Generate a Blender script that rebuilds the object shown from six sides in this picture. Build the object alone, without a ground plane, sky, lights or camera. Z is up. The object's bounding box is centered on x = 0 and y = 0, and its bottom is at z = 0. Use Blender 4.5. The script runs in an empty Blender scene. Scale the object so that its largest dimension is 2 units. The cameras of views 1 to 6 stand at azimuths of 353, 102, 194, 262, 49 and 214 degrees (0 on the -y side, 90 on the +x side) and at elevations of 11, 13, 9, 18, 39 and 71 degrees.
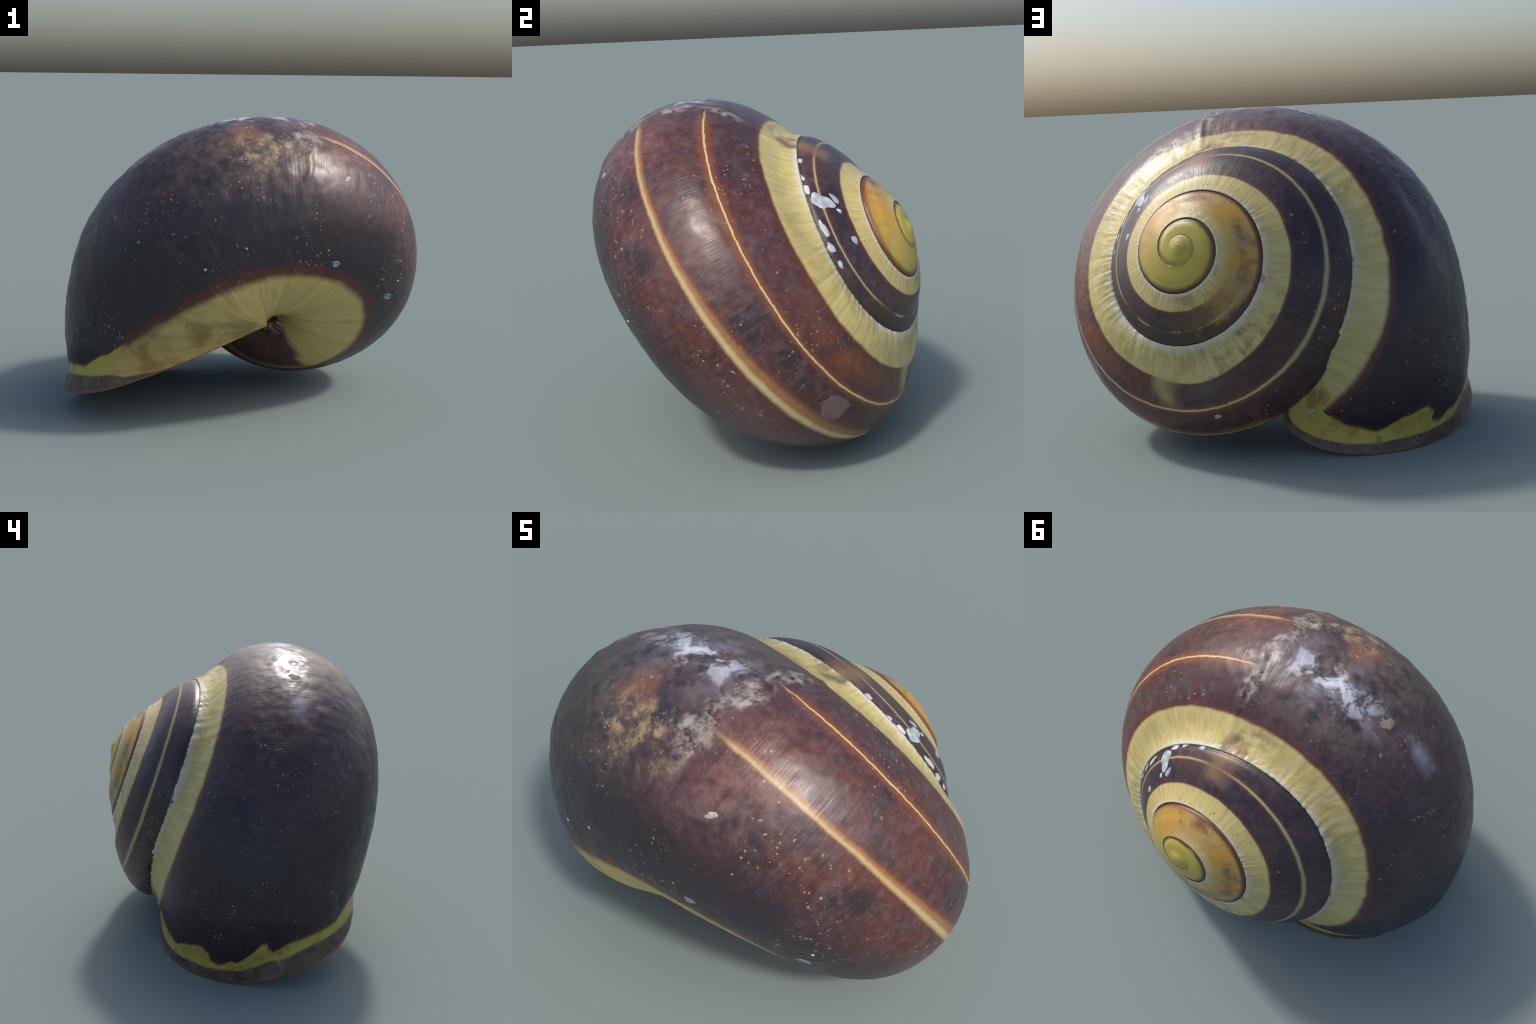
"""Empty banded grove-snail shell, lying on its aperture.

The shell is grown the way a snail grows it: a generating curve (the whorl
section) is carried round a tilted coiling axis while it is scaled up
exponentially.  A section runs through ten stations, measured as u = 0..7:
  0 suture, 0.5, 1 edge of the yellow sutural band, 1.5, 2 upper hair line,
  3 lower line, 4 lower flank, 5 edge of the yellow umbilical patch, 6 inside
  it, 7 umbilicus.
SECTIONS holds (growth angle in degrees, radius of each station, height of each
station), both in units of the local shell size exp(GROWTH * angle).
"""
import bpy, math, random
import numpy as np
from mathutils import Vector, noise

random.seed(11)
GROWTH = math.log(2.1) / 360.0
AXIS = (0.0920, 0.9257, 0.3668)
APEX = (0.2076, 0.7557, 1.0232)
SECTIONS = [
    (-1800, [0.854, 1.021, 1.191, 1.381, 1.569, 1.841, 1.274, 0.814, 0.408, 0.104],
           [-0.420, -0.456, -0.492, -0.559, -0.655, -0.903, -1.645, -2.039, -2.043, -1.800]),
    (-1500, [0.864, 1.028, 1.194, 1.381, 1.566, 1.833, 1.341, 0.827, 0.406, 0.100],
           [-0.400, -0.443, -0.487, -0.561, -0.664, -0.925, -1.568, -2.034, -2.053, -1.806]),
    (-1300, [0.751, 0.949, 1.149, 1.367, 1.578, 1.897, 1.466, 0.876, 0.416, 0.089],
           [-0.309, -0.335, -0.362, -0.421, -0.512, -0.750, -1.434, -1.979, -2.046, -1.832]),
    (-1100, [0.802, 0.989, 1.179, 1.392, 1.603, 1.925, 1.494, 0.874, 0.403, 0.077],
           [-0.319, -0.360, -0.399, -0.464, -0.553, -0.781, -1.500, -2.004, -2.060, -1.837]),
    ( -900, [0.861, 1.031, 1.203, 1.396, 1.583, 1.850, 1.419, 0.829, 0.381, 0.077],
           [-0.275, -0.357, -0.437, -0.541, -0.671, -0.980, -1.659, -2.081, -2.079, -1.809]),
    ( -720, [0.898, 1.062, 1.227, 1.409, 1.592, 1.883, 1.359, 0.777, 0.359, 0.088],
           [-0.330, -0.375, -0.424, -0.511, -0.626, -0.899, -1.635, -2.074, -2.067, -1.795]),
    ( -600, [0.881, 1.009, 1.145, 1.315, 1.477, 1.675, 1.518, 0.887, 0.422, 0.094],
           [-0.434, -0.522, -0.606, -0.714, -0.845, -1.146, -1.653, -2.043, -2.048, -1.806]),
    ( -510, [0.877, 1.001, 1.140, 1.328, 1.515, 1.771, 1.448, 0.899, 0.458, 0.119],
           [-0.397, -0.491, -0.575, -0.661, -0.799, -1.191, -1.610, -2.032, -2.073, -1.868]),
    ( -420, [0.898, 1.042, 1.185, 1.334, 1.493, 1.753, 1.437, 1.004, 0.501, 0.094],
           [-0.350, -0.408, -0.465, -0.566, -0.713, -1.131, -1.560, -2.123, -2.210, -1.985]),
    ( -360, [0.884, 1.031, 1.182, 1.279, 1.453, 1.662, 1.569, 1.076, 0.469, 0.029],
           [-0.366, -0.456, -0.507, -0.558, -0.683, -1.026, -1.446, -2.178, -2.270, -2.028]),
    ( -300, [0.831, 0.975, 1.101, 1.250, 1.374, 1.551, 1.488, 1.040, 0.348, -0.041],
           [-0.440, -0.449, -0.532, -0.632, -0.752, -1.121, -1.633, -2.084, -2.249, -1.985]),
    ( -240, [0.770, 0.879, 1.038, 1.168, 1.317, 1.432, 1.263, 0.744, 0.197, -0.098],
           [-0.475, -0.557, -0.616, -0.721, -0.870, -1.316, -1.821, -2.142, -2.171, -1.915]),
    ( -180, [0.800, 0.866, 0.982, 1.133, 1.257, 1.362, 1.115, 0.540, 0.101, -0.117],
           [-0.499, -0.587, -0.678, -0.781, -0.937, -1.368, -1.878, -2.119, -1.978, -1.801]),
    ( -140, [0.841, 0.894, 1.009, 1.137, 1.212, 1.330, 1.130, 0.548, 0.149, -0.099],
           [-0.520, -0.613, -0.675, -0.798, -0.918, -1.268, -1.773, -2.042, -1.916, -1.730]),
    ( -105, [0.833, 0.884, 0.991, 1.143, 1.206, 1.312, 1.132, 0.706, 0.320, -0.077],
           [-0.497, -0.585, -0.648, -0.772, -0.906, -1.247, -1.676, -1.908, -1.859, -1.630]),
    (  -75, [0.819, 0.863, 0.990, 1.175, 1.323, 1.332, 1.297, 1.019, 0.456, -0.073],
           [-0.475, -0.533, -0.602, -0.741, -1.043, -1.340, -1.515, -1.781, -1.740, -1.530]),
    (  -50, [0.812, 0.834, 0.943, 1.147, 1.318, 1.444, 1.535, 1.231, 0.601, -0.022],
           [-0.461, -0.522, -0.608, -0.746, -0.918, -1.192, -1.436, -1.788, -1.674, -1.414]),
    (  -25, [0.794, 0.792, 0.871, 1.100, 1.273, 1.505, 1.765, 1.412, 0.745, 0.038],
           [-0.441, -0.553, -0.639, -0.699, -0.778, -0.984, -1.413, -1.726, -1.624, -1.297]),
]
LIP_ANGLE = [-33.0, -30.0, -27.5, -38.0, -49.7, -59.4, -66.4, -71.6, -76.2, -81.8]

KNOBS = [((-0.565, -0.381, 1.378), .035, .010), ((-0.114, -0.394, 1.591), .030, .010), ((-0.945, -0.36, .80), .045, .012)]

STATIONS = np.array([0, .5, 1, 1.5, 2, 3, 4, 5, 6, 7])


# ------------------------------------------------------------------ geometry
def spline_matrix(x, q):
    """Natural cubic spline as a matrix: values at knots x -> values at q."""
    x, q = np.asarray(x, float), np.asarray(q, float)
    n, h = len(x), np.diff(x)
    a, b = np.zeros((n, n)), np.zeros((n, n))
    a[0, 0] = a[-1, -1] = 1
    for i in range(1, n - 1):
        a[i, i - 1:i + 2] = h[i - 1], 2 * (h[i - 1] + h[i]), h[i]
        b[i, i - 1:i + 2] = 6 / h[i - 1], -6 / h[i - 1] - 6 / h[i], 6 / h[i]
    curv = np.linalg.solve(a, b)
    j = np.clip(np.searchsorted(x, q) - 1, 0, n - 2)
    t, hh, k = q - x[j], h[j], np.arange(len(q))
    s = hh - t
    m = np.zeros((len(q), n))
    m[k, j] += s / hh
    m[k, j + 1] += t / hh
    m += (s ** 3 / (6 * hh) - hh * s / 6)[:, None] * curv[j] + (t ** 3 / (6 * hh) - hh * t / 6)[:, None] * curv[j + 1]
    return m


AX = np.array(AXIS) / np.linalg.norm(AXIS)
DOWN = np.array([0, 0, -1.0]) + AX * AX[2]
DOWN /= np.linalg.norm(DOWN)
SIDE = -np.cross(AX, DOWN)
KNOT_ANGLE = np.array([s[0] for s in SECTIONS], float)
KNOT_R = np.array([s[1] for s in SECTIONS])
KNOT_H = np.array([s[2] for s in SECTIONS])


def smooth(a, b, x):
    t = np.clip((x - a) / (b - a), 0, 1)
    return t * t * (3 - 2 * t)


def lip_angle(u):
    return spline_matrix(STATIONS, np.clip(u, 0, 7)) @ np.array(LIP_ANGLE)


def place(angle, radius, height):
    c = np.radians(angle)
    return (np.array(APEX) + radius[..., None] * (np.cos(c)[..., None] * DOWN + np.sin(c)[..., None] * SIDE)
            + height[..., None] * AX)


def sheet(angle, u):
    """Shell surface at arrays angle[i, j], u[j] (same u down every column)."""
    mu = spline_matrix(STATIONS, np.clip(u, 0, 7))
    flat = angle.ravel()
    mt = spline_matrix(KNOT_ANGLE, np.clip(flat, KNOT_ANGLE[0], None))
    j = np.tile(np.arange(len(u)), angle.shape[0])
    size = np.exp(GROWTH * flat)
    r = size * ((mt @ KNOT_R) * mu[j]).sum(1)
    h = size * ((mt @ KNOT_H) * mu[j]).sum(1)
    h = -np.sqrt(h * h + .013 ** 2)          # rounded apex instead of a needle point
    over = np.clip(-u, 0, None)[j]           # tucked under the older whorl
    uj = u[j]
    r -= size * .055 * smooth(-72, -42, flat) * (1 - smooth(.05, .45, uj))   # seam sinks under the older whorl at the lip
    late = 1 + 0.8 * smooth(-110, -60, flat)
    r -= size * over * 0.30 * late
    h -= size * over * 0.18
    return place(angle, r.reshape(angle.shape), h.reshape(angle.shape)), r.reshape(angle.shape)


def normals_of(p):
    n = np.cross(np.gradient(p, axis=0), np.gradient(p, axis=1))
    return n / (np.linalg.norm(n, axis=-1, keepdims=True) + 1e-12)


def fbm(p, scale, octaves=3, seed=0.0):
    off = Vector((seed, seed * 1.7, -seed))
    flat = (p.reshape(-1, 3) * scale)
    out = np.array([noise.fractal(Vector(v) + off, 1.0, 2.0, octaves) for v in flat])
    return out.reshape(p.shape[:-1])


U_ROWS = np.concatenate([[-0.3, -0.15], np.linspace(0, 7, 161)])
FORE = -205.0                                 # last stretch is fitted to the lip
angle_old = np.concatenate([np.arange(-2700, -1500, 8.0), np.arange(-1500, -1100, 4.0), np.arange(-1100, -700, 2.0), np.arange(-700, FORE, 0.9)])
reach = np.linspace(0, 1, 180)
lip = lip_angle(U_ROWS)
ANG = np.concatenate([np.repeat(angle_old[:, None], len(U_ROWS), 1), FORE + reach[:, None] * (lip[None, :] - FORE)])
POS, RAD = sheet(ANG, U_ROWS)
NRM = normals_of(POS)
UU = np.repeat(U_ROWS[None, :], len(ANG), 0)
LIPD = np.radians(lip[None, :] - ANG) * np.maximum(RAD, .25)

# how far each point of an older whorl lies from the suture of the next one
NEXT = np.full(ANG.shape, 9.0)
covered = ANG[:, 2] + 360 < lip[2]
seam, _ = sheet(ANG[covered][:, :1] + 360, np.array([0.0]))
NEXT[covered] = np.linalg.norm(POS[covered] - seam, axis=-1)

# station at which the next suture crosses; what lies beyond it is built over
window = (U_ROWS > 1.5) & (U_ROWS < 4.5)
USEAM = np.where(NEXT[:, :1] < 9, U_ROWS[window][np.argmin(NEXT[:, window], axis=1)][:, None], 99.0)

# relief -----------------------------------------------------------------
size = np.exp(GROWTH * ANG)
wave = np.array([noise.fractal(Vector((a * .55, 3.1, 0)), 1.0, 2.0, 2) for a in ANG[:, 80]])
skew = ANG + 2.5 * UU
ribs = np.array([noise.fractal(Vector((a * .8, u * .55, 7.3)), 1.0, 2.1, 2) for a, u in zip(skew.ravel(), UU.ravel())]).reshape(ANG.shape)
beads = np.exp(-(np.clip(UU, 0, 9) / .55) ** 2)
relief = size * ribs * (0.0012 + 0.0055 * beads * smooth(-1500, -900, ANG))
recent = smooth(-215, -195, ANG)
hammer = fbm(POS, 9.0, 3, 2.0)
relief += 0.0042 * hammer * recent * smooth(1.3, 2.2, UU) * (1 - smooth(4.2, 5.0, UU))
relief += 0.0015 * fbm(POS, 22.0, 2, 9.0) * smooth(-480, -420, ANG)
pits = np.exp(-((ANG + 168) / 16) ** 2 - ((UU - 2.5) / .38) ** 2)
relief += -0.012 * pits * np.abs(fbm(POS, 15.0, 2, 5.0))
rest = np.exp(-((ANG + 193 + 3 * fbm(POS, 6.0, 2, 1.0)) / 1.6) ** 2) * smooth(.3, .8, UU) * (1 - smooth(3.6, 4.4, UU))
relief += 0.006 * rest
for spot, width, rise in KNOBS:
    d = np.linalg.norm(POS - np.array(spot), axis=-1)
    relief += rise * np.exp(-(d / width) ** 2)
# waist and flare of the lip
outer = smooth(.6, 1.6, UU) * (1 - smooth(5.8, 6.8, UU))
relief += outer * (-0.012 * np.exp(-((LIPD - .15) / .06) ** 2) + 0.012 * np.exp(-(np.clip(LIPD, 0, 9) / .045) ** 2))
relief *= smooth(-.15, .05, UU)
relief -= 0.007 * np.exp(-(NEXT / .018) ** 2) * smooth(-1700, -1000, ANG)   # groove that the next whorl sits in
relief -= 0.030 * smooth(.02, .22, UU - USEAM) * (1 - smooth(-424, -408, ANG)) * smooth(-1500, -900, ANG)
POS = POS + NRM * relief[..., None]
NRM = normals_of(POS)


# ------------------------------------------------------------------- objects
shell = bpy.data.objects.new("snail_shell", None)
shell["label"] = "glossy banded snail shell, dark brown with yellow spiral stripes"
shell["category"] = "snail shell"
bpy.context.scene.collection.objects.link(shell)


def add_part(name, verts, faces, mat, parent=shell, vnormals=None, attrs=None, kind=None):
    me = bpy.data.meshes.new(name)
    me.from_pydata([tuple(v) for v in verts], [], faces)
    for key, val in (attrs or {}).items():
        at = me.attributes.new(key, "FLOAT", "POINT")
        at.data.foreach_set("value", np.ascontiguousarray(val, np.float32))
    me.polygons.foreach_set("use_smooth", np.ones(len(me.polygons), bool))
    me.materials.append(mat)
    me.update()
    if vnormals is not None:
        me.normals_split_custom_set_from_vertices([tuple(v) for v in vnormals])
    ob = bpy.data.objects.new(name, me)
    if kind:
        ob["kind"] = kind
    bpy.context.scene.collection.objects.link(ob)
    ob.parent = parent
    return ob


def grid_part(name, rows, cols, mat, parent=shell):
    """Cut the faces of the shell sheet between two growth rows and two stations."""
    i0, i1 = rows
    j0, j1 = cols
    p, n = POS[i0:i1 + 1, j0:j1 + 1], NRM[i0:i1 + 1, j0:j1 + 1]
    h, w = p.shape[:2]
    i, j = np.meshgrid(np.arange(h - 1), np.arange(w - 1), indexing="ij")
    k = (i * w + j).ravel()
    faces = np.stack([k, k + w, k + w + 1, k + 1], 1).tolist()
    cut = (slice(i0, i1 + 1), slice(j0, j1 + 1))
    return add_part(name, p.reshape(-1, 3), faces, mat, parent, n.reshape(-1, 3),
                    {"growth_angle": ANG[cut].ravel(), "band_station": UU[cut].ravel(), "lip_gap": (lip[None, :] - ANG)[cut].ravel(), "seam_distance": NEXT[cut].ravel()})


# ----------------------------------------------------------------- materials
class Nodes:
    """Small helper that writes shader formulas as node graphs."""

    def __init__(self, name):
        self.mat = bpy.data.materials.new(name)
        self.mat.use_nodes = True
        self.t = self.mat.node_tree
        self.bsdf = self.t.nodes["Principled BSDF"]
        self.obj = self.t.nodes.new("ShaderNodeTexCoord").outputs["Object"]

    def put(self, socket, v):
        if isinstance(v, bpy.types.NodeSocket):
            self.t.links.new(v, socket)
        elif hasattr(socket.default_value, "__len__") and not hasattr(v, "__len__"):
            socket.default_value = [v] * len(socket.default_value)
        elif hasattr(v, "__len__") and len(socket.default_value) == 4 and len(v) == 3:
            socket.default_value = (*v, 1)
        else:
            socket.default_value = v

    def attr(self, name):
        n = self.t.nodes.new("ShaderNodeAttribute")
        n.attribute_name = name
        return n.outputs["Fac"]

    def m(self, op, a, b=0.0, c=0.0):
        n = self.t.nodes.new("ShaderNodeMath")
        n.operation = op
        for s, v in zip(n.inputs, (a, b, c)):
            self.put(s, v)
        return n.outputs[0]

    def add(self, a, b): return self.m("ADD", a, b)
    def sub(self, a, b): return self.m("SUBTRACT", a, b)
    def mul(self, *a):
        out = a[0]
        for b in a[1:]:
            out = self.m("MULTIPLY", out, b)
        return out
    def max(self, a, b): return self.m("MAXIMUM", a, b)
    def inv(self, a): return self.m("SUBTRACT", 1.0, a)

    def step(self, lo, hi, x):
        n = self.t.nodes.new("ShaderNodeMapRange")
        n.interpolation_type = "SMOOTHSTEP"
        rising = not isinstance(lo, (int, float)) or not isinstance(hi, (int, float)) or lo < hi
        self.put(n.inputs["Value"], x)
        self.put(n.inputs["From Min"], lo if rising else hi)
        self.put(n.inputs["From Max"], hi if rising else lo)
        return n.outputs[0] if rising else self.inv(n.outputs[0])

    def bump1(self, x, centre, width):
        """1 at the centre, 0 beyond width."""
        return self.step(1.0, 0.0, self.m("DIVIDE", self.m("ABSOLUTE", self.sub(x, centre)), width))

    def vec(self, x, y, z=0.0):
        n = self.t.nodes.new("ShaderNodeCombineXYZ")
        for s, v in zip(n.inputs, (x, y, z)):
            self.put(s, v)
        return n.outputs[0]

    def noise(self, scale, detail=3.0, vec=None, rough=.55, distort=0.0, offset=0.0):
        n = self.t.nodes.new("ShaderNodeTexNoise")
        v = self.obj if vec is None else vec
        if offset:
            s = self.t.nodes.new("ShaderNodeVectorMath")
            self.put(s.inputs[0], v)
            s.inputs[1].default_value = (offset, offset * .7, -offset)
            v = s.outputs[0]
        self.put(n.inputs["Vector"], v)
        for k, val in (("Scale", scale), ("Detail", detail), ("Roughness", rough), ("Distortion", distort)):
            n.inputs[k].default_value = val
        return n.outputs["Fac"]

    def grains(self, scale, radius, offset=0.0, stretch=None):
        """Scattered round specks: distance to Voronoi cell points, random size."""
        n = self.t.nodes.new("ShaderNodeTexVoronoi")
        n.inputs["Scale"].default_value = scale
        mp = self.t.nodes.new("ShaderNodeMapping")
        wobble = self.t.nodes.new("ShaderNodeTexNoise")
        wobble.inputs["Scale"].default_value = scale * 1.6
        self.put(wobble.inputs["Vector"], self.obj)
        shift = self.t.nodes.new("ShaderNodeVectorMath")
        shift.operation = "MULTIPLY_ADD"
        self.put(shift.inputs[0], wobble.outputs["Color"])
        shift.inputs[1].default_value = (.9 / scale,) * 3
        self.put(shift.inputs[2], self.obj)
        self.put(mp.inputs["Vector"], shift.outputs[0])
        mp.inputs["Location"].default_value = (offset, -offset, offset * .3)
        self.put(n.inputs["Vector"], mp.outputs[0])
        w = self.t.nodes.new("ShaderNodeTexWhiteNoise")
        self.put(w.inputs["Vector"], n.outputs["Position"])
        r = self.mul(w.outputs["Value"], w.outputs["Value"], w.outputs["Value"], radius * .8)
        return self.m("LESS_THAN", n.outputs["Distance"], r)

    def near(self, place, lo, hi):
        n = self.t.nodes.new("ShaderNodeVectorMath")
        n.operation = "DISTANCE"
        self.put(n.inputs[0], self.obj)
        n.inputs[1].default_value = place
        return self.step(hi, lo, n.outputs["Value"])

    def mix(self, f, a, b):
        n = self.t.nodes.new("ShaderNodeMix")
        n.data_type = "RGBA"
        self.put(n.inputs[0], f)
        self.put(n.inputs[6], a)
        self.put(n.inputs[7], b)
        return n.outputs[2]

    def curve(self, x, top, points):
        """Smooth curve through (x, value) points, x within 0..7."""
        n = self.t.nodes.new("ShaderNodeValToRGB")
        n.color_ramp.interpolation = "EASE"
        e = n.color_ramp.elements
        while len(e) < len(points):
            e.new(.5)
        for el, (px, pv) in zip(e, points):
            el.position = px / 7
            el.color = (pv / top,) * 3 + (1,)
        self.put(n.inputs[0], self.m("DIVIDE", x, 7.0))
        return self.mul(n.outputs[0], top)

    def finish(self, colour, rough, height=None, strength=.3, distance=.01, coat=0.0, spec=.5):
        self.put(self.bsdf.inputs["Base Color"], colour)
        self.put(self.bsdf.inputs["Roughness"], rough)
        self.bsdf.inputs["Coat Weight"].default_value = coat
        self.bsdf.inputs["Coat Roughness"].default_value = .25
        self.bsdf.inputs["Specular IOR Level"].default_value = spec
        if height is not None:
            b = self.t.nodes.new("ShaderNodeBump")
            b.inputs["Strength"].default_value = strength
            b.inputs["Distance"].default_value = distance
            self.put(b.inputs["Height"], height)
            self.put(self.bsdf.inputs["Normal"], b.outputs[0])
        return self.mat


YELLOW, CREAM, AMBER = (.57, .48, .21), (.64, .57, .34), (.52, .28, .045)
RED_BROWN, PLUM, INK = (.110, .030, .019), (.070, .036, .042), (.024, .019, .027)
SLATE = (.135, .125, .165)


def shell_material():
    s = Nodes("banded_shell")
    T, u, gap, seam = s.attr("growth_angle"), s.attr("band_station"), s.attr("lip_gap"), s.attr("seam_distance")
    big, mid, fine = s.noise(2.2, 4), s.noise(9, 4, offset=3), s.noise(45, 3, offset=7)
    mid2, blot = s.noise(14, 7, offset=13, distort=.25, rough=.66), s.noise(5.5, 5, offset=51, distort=.5, rough=.62)
    stria = s.noise(1.0, 3, vec=s.vec(s.mul(s.add(T, s.mul(u, 2.5)), .55), s.mul(u, .8)))
    hair = s.noise(1.0, 3, vec=s.vec(s.mul(s.add(T, s.mul(u, 3.5)), 1.4), s.mul(u, 1.3), 2.0), rough=.65)
    uw = s.add(u, s.mul(s.sub(mid, .5), .12))            # wavering band edges
    uf = s.add(u, s.add(s.mul(s.sub(fine, .5), .03), s.mul(s.sub(mid, .5), .05)))
    at = s.add(T, s.mul(s.sub(mid, .5), 16))
    old = s.step(-690, -810, s.add(T, s.mul(s.sub(mid, .5), 90)))
    on_body = s.step(-440, -400, T)

    # --- dark ground colour of the whorls
    sunny = s.mul(s.step(-175, -215, T), s.step(-470, -400, T), s.step(4.5, 3.4, u))   # ruddy half turn
    c = s.mix(s.step(.36, .64, big), INK, PLUM)
    weave = s.add(s.mul(blot, .55), s.mul(hair, .45))
    c = s.mix(s.mul(s.step(.38, .62, weave), s.add(.22, s.mul(sunny, .70))), c, RED_BROWN)
    c = s.mix(s.mul(s.step(.50, .70, s.add(s.mul(mid2, .6), s.mul(hair, .4))), s.add(.18, s.mul(sunny, .30))), c, SLATE)
    c = s.mix(s.mul(s.step(.54, .72, hair), .30), c, INK)
    dusk = s.mul(s.step(3.5, 4.3, s.add(u, s.mul(s.sub(blot, .5), 1.2))), s.step(5.3, 4.9, u))
    c = s.mix(s.mul(s.step(.56, .72, blot), s.step(-215, -190, T), s.step(4.6, 3.6, u), .45), c, (.115, .045, .042))
    grit = s.noise(30, 5, offset=71, rough=.7)
    c = s.mix(s.mul(s.step(.46, .68, grit), .28), c, (.15, .115, .115))
    c = s.mix(s.mul(s.step(.50, .30, grit), .40), c, (.018, .013, .015))
    c = s.mix(s.mul(dusk, .72), c, (.019, .018, .027))
    c = s.mix(s.mul(s.step(-140, -75, s.add(T, s.mul(s.sub(blot, .5), 80))), .70), c, (.014, .013, .021))
    c = s.mix(s.mul(s.bump1(T, -455, 95), s.add(.35, s.mul(s.step(.60, .40, blot), .5))), c, (.015, .014, .022))
    # umber between the lines low on the ruddy side
    umber = s.mul(s.bump1(T, -308, 48), s.bump1(u, 1.45, .62))
    c = s.mix(s.mul(umber, s.step(.25, .6, blot), .85), c, (.20, .062, .022))
    rose = s.mul(s.bump1(at, -310, 42), s.bump1(u, 3.7, .75))
    c = s.mix(s.mul(rose, .6), c, s.mix(mid2, (.10, .055, .07), (.20, .12, .13)))
    faded = s.mul(s.bump1(at, -206, 20), s.bump1(u, 3.1, 1.2))
    c = s.mix(s.mul(faded, s.step(.35, .65, mid2), .55), c, (.25, .125, .105))

    rosy = s.mul(s.step(.80, .88, s.add(s.mul(s.bump1(T, -311, 11), s.bump1(u, 2.45, .60)), s.mul(s.sub(mid2, .1), .8))), .7)
    # --- lines: pale thread with an orange halo
    live = s.step(-188, -198, s.add(T, s.mul(mid, 8)))
    thread = s.mix(hair, (.64, .54, .29), (.48, .37, .17))
    wide3 = s.add(.042, s.mul(s.step(-215, -330, T), .075))
    low = s.step(-230, -320, T)
    d3 = s.sub(uf, 3.0)
    live3 = s.mul(live, s.step(-392, -380, T))
    glow = s.mul(s.step(s.add(.12, s.mul(low, .24)), 0.0, s.m("ABSOLUTE", s.add(d3, s.add(.03, s.mul(low, .10))))), live3)
    c = s.mix(s.mul(glow, .85), c, s.mix(s.step(.45, 1.0, glow), (.17, .052, .022), (.32, .16, .06)))
    c = s.mix(s.mul(s.step(wide3, s.mul(wide3, .10), s.m("ABSOLUTE", d3)), live3, s.add(.55, s.mul(low, .4))), c, thread)
    spire = s.step(-385, -415, T)
    d2 = s.sub(uf, 2.0)
    wide2 = s.add(s.add(.022, s.mul(s.step(-230, -340, T), .018)), s.mul(spire, s.add(.02, s.mul(s.step(-520, -430, T), .03))))
    glow = s.mul(s.step(.16, 0.0, s.m("ABSOLUTE", d2)), live, s.inv(s.mul(spire, .55)))
    c = s.mix(s.mul(glow, .75), c, (.24, .075, .022))
    c = s.mix(s.mul(s.step(wide2, s.mul(wide2, .25), s.m("ABSOLUTE", d2)), live, s.inv(s.mul(s.bump1(at, -546, 22), .7))), c,
              s.mix(spire, thread, (.36, .31, .15)))

    # --- yellow band under the suture, yellow umbilical patch, young whorls
    ye = s.mix(s.step(.3, .75, stria), YELLOW, (.47, .37, .125))
    ye = s.mix(s.mul(s.step(.52, .72, mid2), .40), ye, (.38, .22, .06))
    ye = s.mix(s.mul(s.step(.58, .75, blot), .45), ye, (.30, .17, .05))
    weep = s.mul(s.max(s.bump1(T, -395, 55), s.bump1(T, -745, 60)), s.step(.46, .60, s.add(s.mul(blot, .5), s.mul(mid2, .5))))
    ye = s.mix(s.mul(weep, .75), ye, s.mix(grit, (.10, .055, .03), (.30, .18, .07)))
    chalk = s.step(.26, .03, s.add(u, s.mul(s.sub(hair, .5), .55)))
    ye = s.mix(s.mul(chalk, s.add(.35, s.mul(s.step(.35, .6, big), .6))), ye, (.58, .57, .48))
    edge1 = s.add(1.0, s.mul(s.bump1(T, -366, 24), .18))
    band = s.step(.05, -.05, s.sub(uw, edge1))
    c = s.mix(s.mul(s.bump1(s.sub(uw, edge1), .05, .11), .7), c, (.13, .034, .015))
    c = s.mix(band, c, ye)
    base = s.mix(s.step(.35, .7, s.noise(1.0, 3, vec=s.vec(s.mul(T, .13), s.mul(u, .2), 9.0))), (.55, .44, .16), (.43, .32, .095))
    base = s.mix(s.mul(s.step(.62, .40, u), 0.0), base, base)
    rust = s.mul(s.step(-170, -85, T), s.step(.44, .66, blot))
    base = s.mix(s.mul(rust, .75), base, (.19, .085, .026))
    base = s.mix(s.mul(s.step(-100, -80, T), .35), base, (.36, .19, .045))
    c = s.mix(s.mul(s.bump1(uw, 4.95, .17), .85), c, (.10, .028, .013))
    c = s.mix(s.step(4.95, 5.09, uw), c, base)
    young = s.mix(s.step(-930, -1060, T), s.mix(s.step(.36, .66, blot), AMBER, (.44, .33, .12)), (.50, .40, .07))
    young = s.mix(s.mul(s.step(.46, .64, s.add(s.mul(mid2, .5), s.mul(blot, .5))), s.step(1.0, 1.6, u), s.step(-1050, -920, T), .85), young, (.20, .065, .025))
    c = s.mix(s.mul(old, s.max(s.step(.4, .9, uw), s.step(-860, -960, T))), c, young)
    # pale, scrubbed stretch at the former lip under the spire
    scrub = s.mul(s.bump1(at, -350, 9), s.step(.8, 1.1, u), s.step(2.05, 1.7, u))
    c = s.mix(s.mul(scrub, .8), c, (.40, .31, .13))
    film = s.mul(s.bump1(at, -369, 13), s.bump1(u, 1.45, .42))
    c = s.mix(s.mul(film, .8), c, (.11, .10, .085))

    # --- black dirt packed into the sutures
    grime = s.add(s.add(.006, s.mul(s.bump1(T, -700, 90), .016)), s.mul(s.step(.32, .62, mid), s.add(.010, s.mul(s.bump1(T, -700, 90), .05))))
    c = s.mix(s.mul(s.step(s.mul(grime, 1.8), grime, seam), .9, s.step(-1500, -1250, T)), c, s.mix(mid2, (.018, .015, .014), (.065, .045, .030)))
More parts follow.
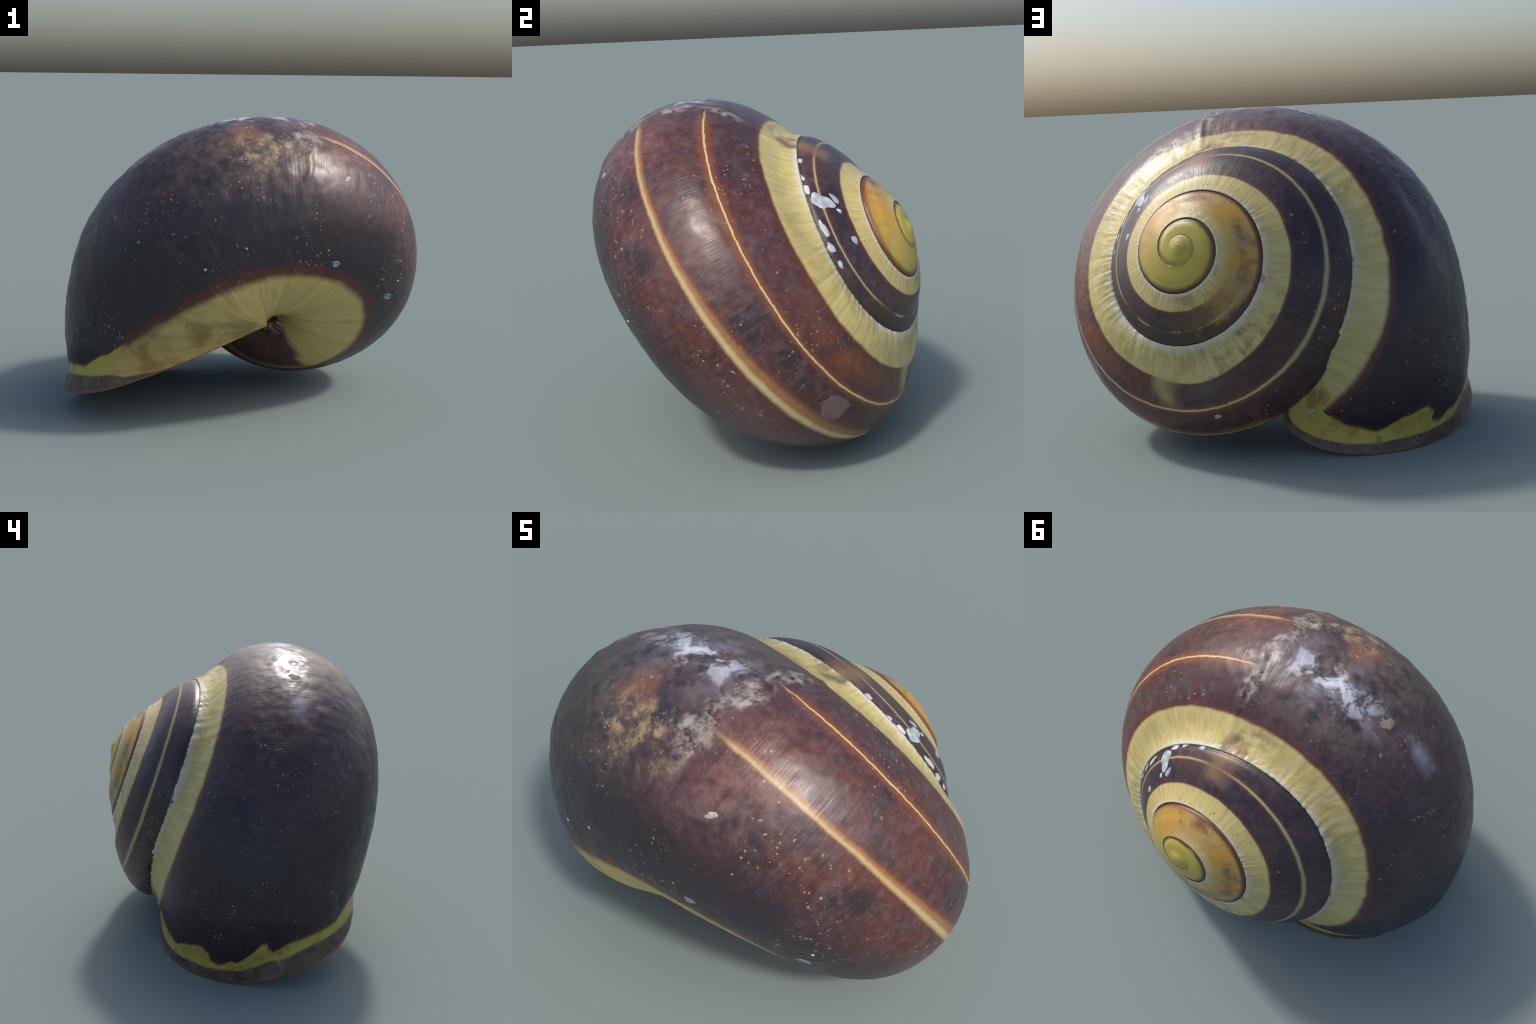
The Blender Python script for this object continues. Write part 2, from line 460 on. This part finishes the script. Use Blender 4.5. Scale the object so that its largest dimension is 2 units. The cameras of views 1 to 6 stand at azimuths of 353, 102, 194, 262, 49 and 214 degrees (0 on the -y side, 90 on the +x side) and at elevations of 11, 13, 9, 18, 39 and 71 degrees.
    c = s.mix(s.mul(s.step(.050, .020, s.add(seam, s.mul(mid, .02))), old, s.step(-1350, -1150, T), .9), c, s.mix(mid2, (.20, .065, .022), (.10, .035, .018)))

    # --- lip: yellow collar with dark tongues, then a brown rim
    edge = s.curve(u, 30, [(0, 30), (.85, 24), (1.0, 13.5), (1.15, 11.5), (1.3, 10), (1.55, 8), (1.68, 11.5), (1.83, 13), (1.93, 11), (2.03, 7.2),
                           (2.15, 6), (2.25, 8), (2.32, 7.2), (2.40, 11), (2.50, 14.5), (2.6, 14), (2.75, 11.5), (3, 9.2), (3.4, 9.4),
                           (4, 8.3), (4.5, 8.4), (4.8, 13), (5.1, 30), (7, 30)])
    rim = s.curve(u, 10, [(0, 1), (.8, 2.5), (1.4, 3.6), (1.8, 4), (2.35, 4.6), (3, 6.2), (3.6, 5), (4.4, 5.4), (5, 5.4), (5.3, 3), (5.8, .4), (7, 0)])
    g = s.add(gap, s.mul(s.sub(mid, .5), 1.6))
    inside = s.mul(s.step(.9, -.7, s.sub(g, edge)), s.step(20, 16, gap))
    collar = s.mix(s.step(.46, .66, mid2), (.46, .36, .075), (.34, .20, .045))
    c = s.mix(s.mul(s.bump1(s.sub(g, edge), .5, 1.8), s.step(20, 14, gap), s.step(.95, 1.05, u), s.step(5.0, 4.9, u), .85), c, (.085, .022, .012))
    c = s.mix(inside, c, s.mix(s.step(4.9, 5.1, u), collar, base))
    c = s.mix(s.mul(inside, s.step(1.05, .8, u)), c, s.mix(s.mul(s.step(.5, .64, mid), .7), (.50, .38, .10), (.24, .12, .035)))
    r = s.sub(s.add(gap, s.mul(s.sub(mid, .5), .7)), rim)
    c = s.mix(s.step(.5, -.5, r), c, s.mix(s.step(.4, .65, mid2), (.075, .050, .045), (.16, .105, .075)))
    c = s.mix(s.step(1.4, .7, gap), c, (.17, .085, .05))

    # --- rest mark and crusted scars on the crown, gloss highlight painted over them
    crown = s.mul(s.bump1(at, -168, 34), s.step(-194, -188, at), s.step(1.0, 1.8, u), s.step(4.3, 3.6, u))
    c = s.mix(s.mul(crown, s.step(.30, .52, blot), .9), c, s.mix(s.step(.3, .7, mid2), (.022, .025, .033), (.15, .105, .085)))
    teal = s.mul(s.bump1(at, -184, 13), s.bump1(u, 3.1, .50), s.step(.48, .58, s.noise(7, 4, offset=63)))
    c = s.mix(s.mul(teal, .85), c, (.022, .032, .042))
    ruddy = s.mul(s.bump1(at, -172, 8), s.bump1(u, 3.1, .45))
    c = s.mix(s.mul(ruddy, .6), c, (.25, .105, .06))
    tan = s.mul(s.add(.35, s.mul(s.step(.38, .56, grit), .65)), s.bump1(at, -179, 19), s.bump1(u, 3.40, .62), s.step(.49, .60, s.noise(9.5, 8, offset=21, distort=.25, rough=.72)))
    c = s.mix(s.mul(tan, .9), c, s.mix(mid2, (.26, .155, .07), (.52, .41, .24)))
    scar = s.mul(s.step(.36, .56, grit), s.bump1(at, -192, 4.0), s.step(1.1, 1.6, u), s.step(3.7, 3.2, u))
    c = s.mix(s.mul(scar, s.step(.36, .56, mid2), .85), c, (.38, .34, .29))
    painted_sheen = s.mul(s.bump1(at, -172, 32), s.bump1(u, 2.3, 1.0), s.step(.44, .60, s.noise(8, 6, offset=35, distort=.3, rough=.68)))  # bluish-white shine on top of the shell, coloured into the base in three layers
    c = s.mix(s.mul(painted_sheen, .60), c, (.25, .25, .32))
    painted_gloss = s.mul(s.bump1(at, -172, 26), s.bump1(u, 2.38, .50), s.step(.465, .60, s.noise(10, 5, offset=31, distort=.5, rough=.6)))
    c = s.mix(s.mul(painted_gloss, .95), c, (.62, .65, .74))
    painted_glint = s.mul(s.bump1(at, -140, 7), s.bump1(u, 2.75, .22))
    c = s.mix(s.mul(painted_glint, .55), c, (.36, .37, .46))
    notch = s.mul(s.bump1(s.add(at, s.mul(u, -4.0)), -190, 5), s.step(-.1, .1, u), s.step(.75, .55, u))
    c = s.mix(s.mul(notch, .8), c, (.075, .042, .028))
    smear = s.mul(s.bump1(at, -547, 15), s.step(1.2, 1.7, u), s.step(.36, .56, mid2))
    c = s.mix(s.mul(smear, .75), c, s.mix(blot, (.12, .07, .045), (.34, .20, .09)))
    bruise = s.mul(s.bump1(at, -181, 17), s.step(-.1, .1, u), s.step(1.1, .8, u), s.step(.36, .60, mid2))
    c = s.mix(s.mul(bruise, .8), c, (.23, .135, .06))

    # --- dark callus where the base runs into the aperture
    callus = s.mul(s.step(-329, -338, at), s.step(4.9, 5.2, uw), s.inv(s.step(-300, -250, T)))
    c = s.mix(callus, c, s.mix(mid2, (.040, .022, .026), (.13, .05, .035)))
    c = s.mix(s.mul(s.step(6.7, 7.0, u), .8), c, (.04, .025, .02))

    c = s.mix(rosy, c, s.mix(mid2, (.17, .105, .095), (.27, .18, .16)))

    # --- sand grains and pale dust
    where = s.step(.50, .62, s.noise(3.6, 3, offset=17))
    skin = s.mul(s.step(-560, -520, T), s.step(1.0, 1.15, u))
    sand = s.mul(s.grains(64, .46, 2.0), where, skin)
    sand = s.max(sand, s.mul(s.grains(38, .34, 5.0), s.step(.53, .64, s.noise(4.2, 3, offset=27)), skin))
    swarm = s.mul(s.bump1(T, -286, 26), s.bump1(u, 3.35, .40))
    sand = s.max(sand, s.mul(s.grains(46, .50, 9.0), s.step(.25, .7, s.mul(swarm, s.add(.5, blot)))))
    c = s.mix(s.mul(sand, .72), c, s.mix(mid2, (.34, .20, .07), (.55, .38, .19)))
    pale = s.mul(s.grains(26, .17, 11.0), s.step(.5, .6, s.noise(4.0, 1, offset=41)), on_body)
    c = s.mix(s.mul(pale, .6), c, (.36, .38, .40))
    dirt = s.mul(s.grains(40, .24, 15.0), s.step(1.05, .9, u), s.step(.45, .6, s.noise(5, 1, offset=44)))
    c = s.mix(s.mul(dirt, .7), c, (.09, .05, .03))

    c = s.mix(s.step(-.01, -.04, u), c, (.022, .017, .014))
    rough = s.add(.37, s.mul(s.sub(mid2, .5), .40))
    height = s.add(s.add(s.mul(hair, .9), s.mul(fine, .30)), s.mul(sand, .5))
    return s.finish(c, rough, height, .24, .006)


def plain(name, a, b, scale, rough, bump=.3, coat=0.0):
    s = Nodes(name)
    n = s.noise(scale, 4)
    return s.finish(s.mix(s.step(.3, .7, n), a, b), rough, s.noise(scale * 3, 3, offset=5), bump, .006, coat=coat)


SHELL = shell_material()
INNER = plain("inner_glaze", (.055, .035, .035), (.11, .07, .06), 5, .3, .15)
LIME = plain("dried_lime", (.26, .30, .36), (.55, .58, .60), 22, .5)
SLIME = plain("dried_slime", (.10, .13, .17), (.20, .24, .28), 25, .35)
CALLUS = plain("dark_callus", (.030, .018, .020), (.09, .04, .03), 12, .35)
KERNEL = plain("young_shell", (.50, .40, .07), (.44, .33, .06), 20, .4)
FILM = plain("dried_film", (.26, .25, .23), (.42, .42, .40), 25, .4)
FILM_ROSE = plain("rosy_film", (.19, .115, .10), (.26, .17, .15), 18, .45)
EARTH = plain("tan_earth", (.17, .135, .11), (.26, .21, .16), 40, .8)
SOOT = plain("black_dirt", (.012, .010, .008), (.04, .03, .02), 40, .6)

# --------------------------------------------------------------------- parts
def row_at(angle):
    return int(np.argmin(np.abs(ANG[:, 2] - angle)))


def col_at(u):
    return int(np.argmin(np.abs(U_ROWS - u)))


LAST, END = len(ANG) - 1, len(U_ROWS) - 1
r_apex, r_mid, r_body, r_base = row_at(-1150), row_at(-750), row_at(-390), row_at(-470)
r_lip = LAST - 16
grid_part("apex", (0, r_apex), (0, col_at(3.6)), SHELL)
grid_part("spire_whorl", (r_apex, r_mid), (0, col_at(3.6)), SHELL)
grid_part("spire_whorl", (r_mid, r_body), (0, col_at(3.6)), SHELL)
grid_part("parietal_wall", (r_base, r_body), (col_at(3.6), END), SHELL)
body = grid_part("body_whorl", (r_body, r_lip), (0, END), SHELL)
lip_part = grid_part("aperture_lip", (r_lip, LAST), (0, END), SHELL)

# inner wall of the last whorl, one shell thickness inside, rolled over the lip
rows = np.arange(row_at(-200), LAST + 1, 3)
if rows[-1] != LAST:
    rows = np.append(rows, LAST)
cols = np.arange(col_at(0.0), END + 1, 2)
depth = 0.030 * smooth(-.2, .5, U_ROWS[cols]) + .004
P, N, D = POS[np.ix_(rows, cols)], NRM[np.ix_(rows, cols)], LIPD[np.ix_(rows, cols)]
roll = np.clip(D / .035, 0, 1)
inner = P - N * (depth[None, :] * np.sqrt(1 - (1 - roll) ** 2) + .0)[..., None]
h, w = inner.shape[:2]
i, j = np.meshgrid(np.arange(h - 1), np.arange(w - 1), indexing="ij")
k = (i * w + j).ravel()
add_part("aperture_interior", inner.reshape(-1, 3), np.stack([k, k + 1, k + w + 1, k + w], 1).tolist(), INNER)

# columella: the tight dark pillar at the coiling axis, seen in the umbilicus
coil = POS[row_at(-330):row_at(-120):8, END].mean(0)
verts, faces, seg = [], [], 28
for a in range(26):
    f = a / 25
    for k in range(seg):
        th = 2 * math.pi * k / seg
        rad = (.040 + .055 * f) * (1 + .14 * math.sin(2 * th + 5 * f) + .08 * math.sin(3 * th - 7 * f)) * (0.35 if a == 0 else 1)
        verts.append(coil + AX * (.05 + .55 * f) + rad * (math.cos(th) * DOWN + math.sin(th) * SIDE) + DOWN * .04 * f)
for a in range(25):
    for k in range(seg):
        q = (k + 1) % seg
        faces.append((a * seg + k, a * seg + q, (a + 1) * seg + q, (a + 1) * seg + k))
faces.append(tuple(range(seg))[::-1])
add_part("columella", verts, faces, CALLUS)

# nucleus: the rounded first speck of shell at the very tip
verts, faces, seg = [], [], 16
for a in range(6):
    f = a / 5 * math.pi / 2
    for k in range(seg):
        th = 2 * math.pi * k / seg
        verts.append(np.array(APEX) + AX * (-.0155 + .003 * math.cos(f)) + .011 * max(math.sin(f), .02) * (math.cos(th) * DOWN + math.sin(th) * SIDE))
for a in range(5):
    for k in range(seg):
        q = (k + 1) % seg
        faces.append((a * seg + k, a * seg + q, (a + 1) * seg + q, (a + 1) * seg + k))
add_part("nucleus", verts, faces, KERNEL)

# ------------------------------------------------ dried slime, lime and crumbs
def flake(name, angle, u, long, broad, turn, mat, thick=.004, ring=False, seed=0):
    """A small lens of dried stuff, bent to the shell at (angle, u)."""
    i = int(np.argmin(np.abs(ANG[:, col_at(u)] - angle)))
    j = col_at(u)
    ti, tj = POS[i + 2, j] - POS[i - 2, j], POS[i, j + 1] - POS[i, j - 1]
    rng = np.random.default_rng(100 + seed)
    ph = rng.uniform(0, 6.28, 4)
    rings, seg = 7, 26
    verts, faces = [], []
    for a in range(rings + 1):
        f = a / rings
        for k in range(seg):
            th = 2 * math.pi * k / seg
            wob = 1 + .16 * math.sin(2 * th + ph[0]) + .11 * math.sin(3 * th + ph[1]) + .07 * math.sin(5 * th + ph[2])
            x, y = f * wob * long * .5 * math.cos(th), f * wob * broad * .5 * math.sin(th)
            x, y = x * math.cos(turn) - y * math.sin(turn), x * math.sin(turn) + y * math.cos(turn)
            fi = i + 4 * x / np.linalg.norm(ti)
            fj = j + 2 * y / np.linalg.norm(tj)
            i0, j0 = int(np.clip(math.floor(fi), 0, LAST - 1)), int(np.clip(math.floor(fj), 2, END - 1))
            s, t = np.clip(fi - i0, 0, 1), np.clip(fj - j0, 0, 1)
            blend = lambda g: ((g[i0, j0] * (1 - s) + g[i0 + 1, j0] * s) * (1 - t) + (g[i0, j0 + 1] * (1 - s) + g[i0 + 1, j0 + 1] * s) * t)
            rise = (math.sqrt(max(0, 1 - f * f)) if not ring else .45 * (1 - f ** 6) + math.exp(-((f - .8) / .13) ** 2)) * thick
            rise += .25 * thick * math.sin(7 * x / long + ph[3]) * math.cos(6 * y / broad) * (1 - f)
            verts.append(blend(POS) + blend(NRM) * (rise - .0012 * (f > .97)))
    for a in range(rings):
        for k in range(seg):
            q = (k + 1) % seg
            if a == 0:
                faces.append((k, seg + k, seg + q))
            else:
                faces.append((a * seg + k, (a + 1) * seg + k, (a + 1) * seg + q, a * seg + q))
    part = add_part(name, verts, faces, mat, body if angle > -392 else shell)
    return part


# angle, station, length, breadth, turn: flecks of lime along the suture
for n, (a, st, l, b, t) in enumerate([
        (-562, 2.50, .040, .026, 0), (-575, 2.55, .046, .026, .2), (-590, 1.95, .105, .085, 1.2), (-587, 1.45, .050, .034, .8),
        (-596, 1.40, .026, .022, 0), (-617, 1.25, .042, .030, .4), (-607, 2.30, .085, .028, 0), (-618, 2.40, .055, .030, .3),
        (-583, 2.45, .060, .030, .0), (-628, 2.42, .040, .020, 0)]):
    flake("lime_fleck", a, st, l, b, t, LIME, .0025, seed=n)
for n, (a, st, l, b, t) in enumerate([(-144, 4.70, .018, .013, 0), (-167, 4.60, .013, .010, 0), (-259, 4.35, .016, .012, 1), (-370, 2.25, .040, .024, .3),
                                      (-372, 1.10, .020, .018, 0), (-433, .06, .050, .022, 0), (-208, 3.65, .045, .028, .7)]):
    flake("lime_fleck", a, st, l, b, t, LIME if n < 3 else FILM, .003, seed=20 + n)
flake("slime_ring", -221, 4.75, .050, .034, .3, SLIME, .003, True, 40)
flake("slime_ring", -265, 4.60, .062, .040, .8, SLIME, .003, True, 41)
flake("earth_crumb", -153, 2.55, .075, .055, 1.2, EARTH, .0018, False, 43)
flake("earth_crumb", -147, 2.10, .028, .020, 0, EARTH, .0018, False, 44)
flake("slime_curl", -43, .72, .060, .016, 1.0, FILM, .006, False, 45)
flake("slime_curl", -37, .92, .055, .020, -.6, FILM, .006, False, 46)
flake("earth_crumb", -40.5, 1.04, .050, .016, 1.3, SOOT, .003, False, 47)
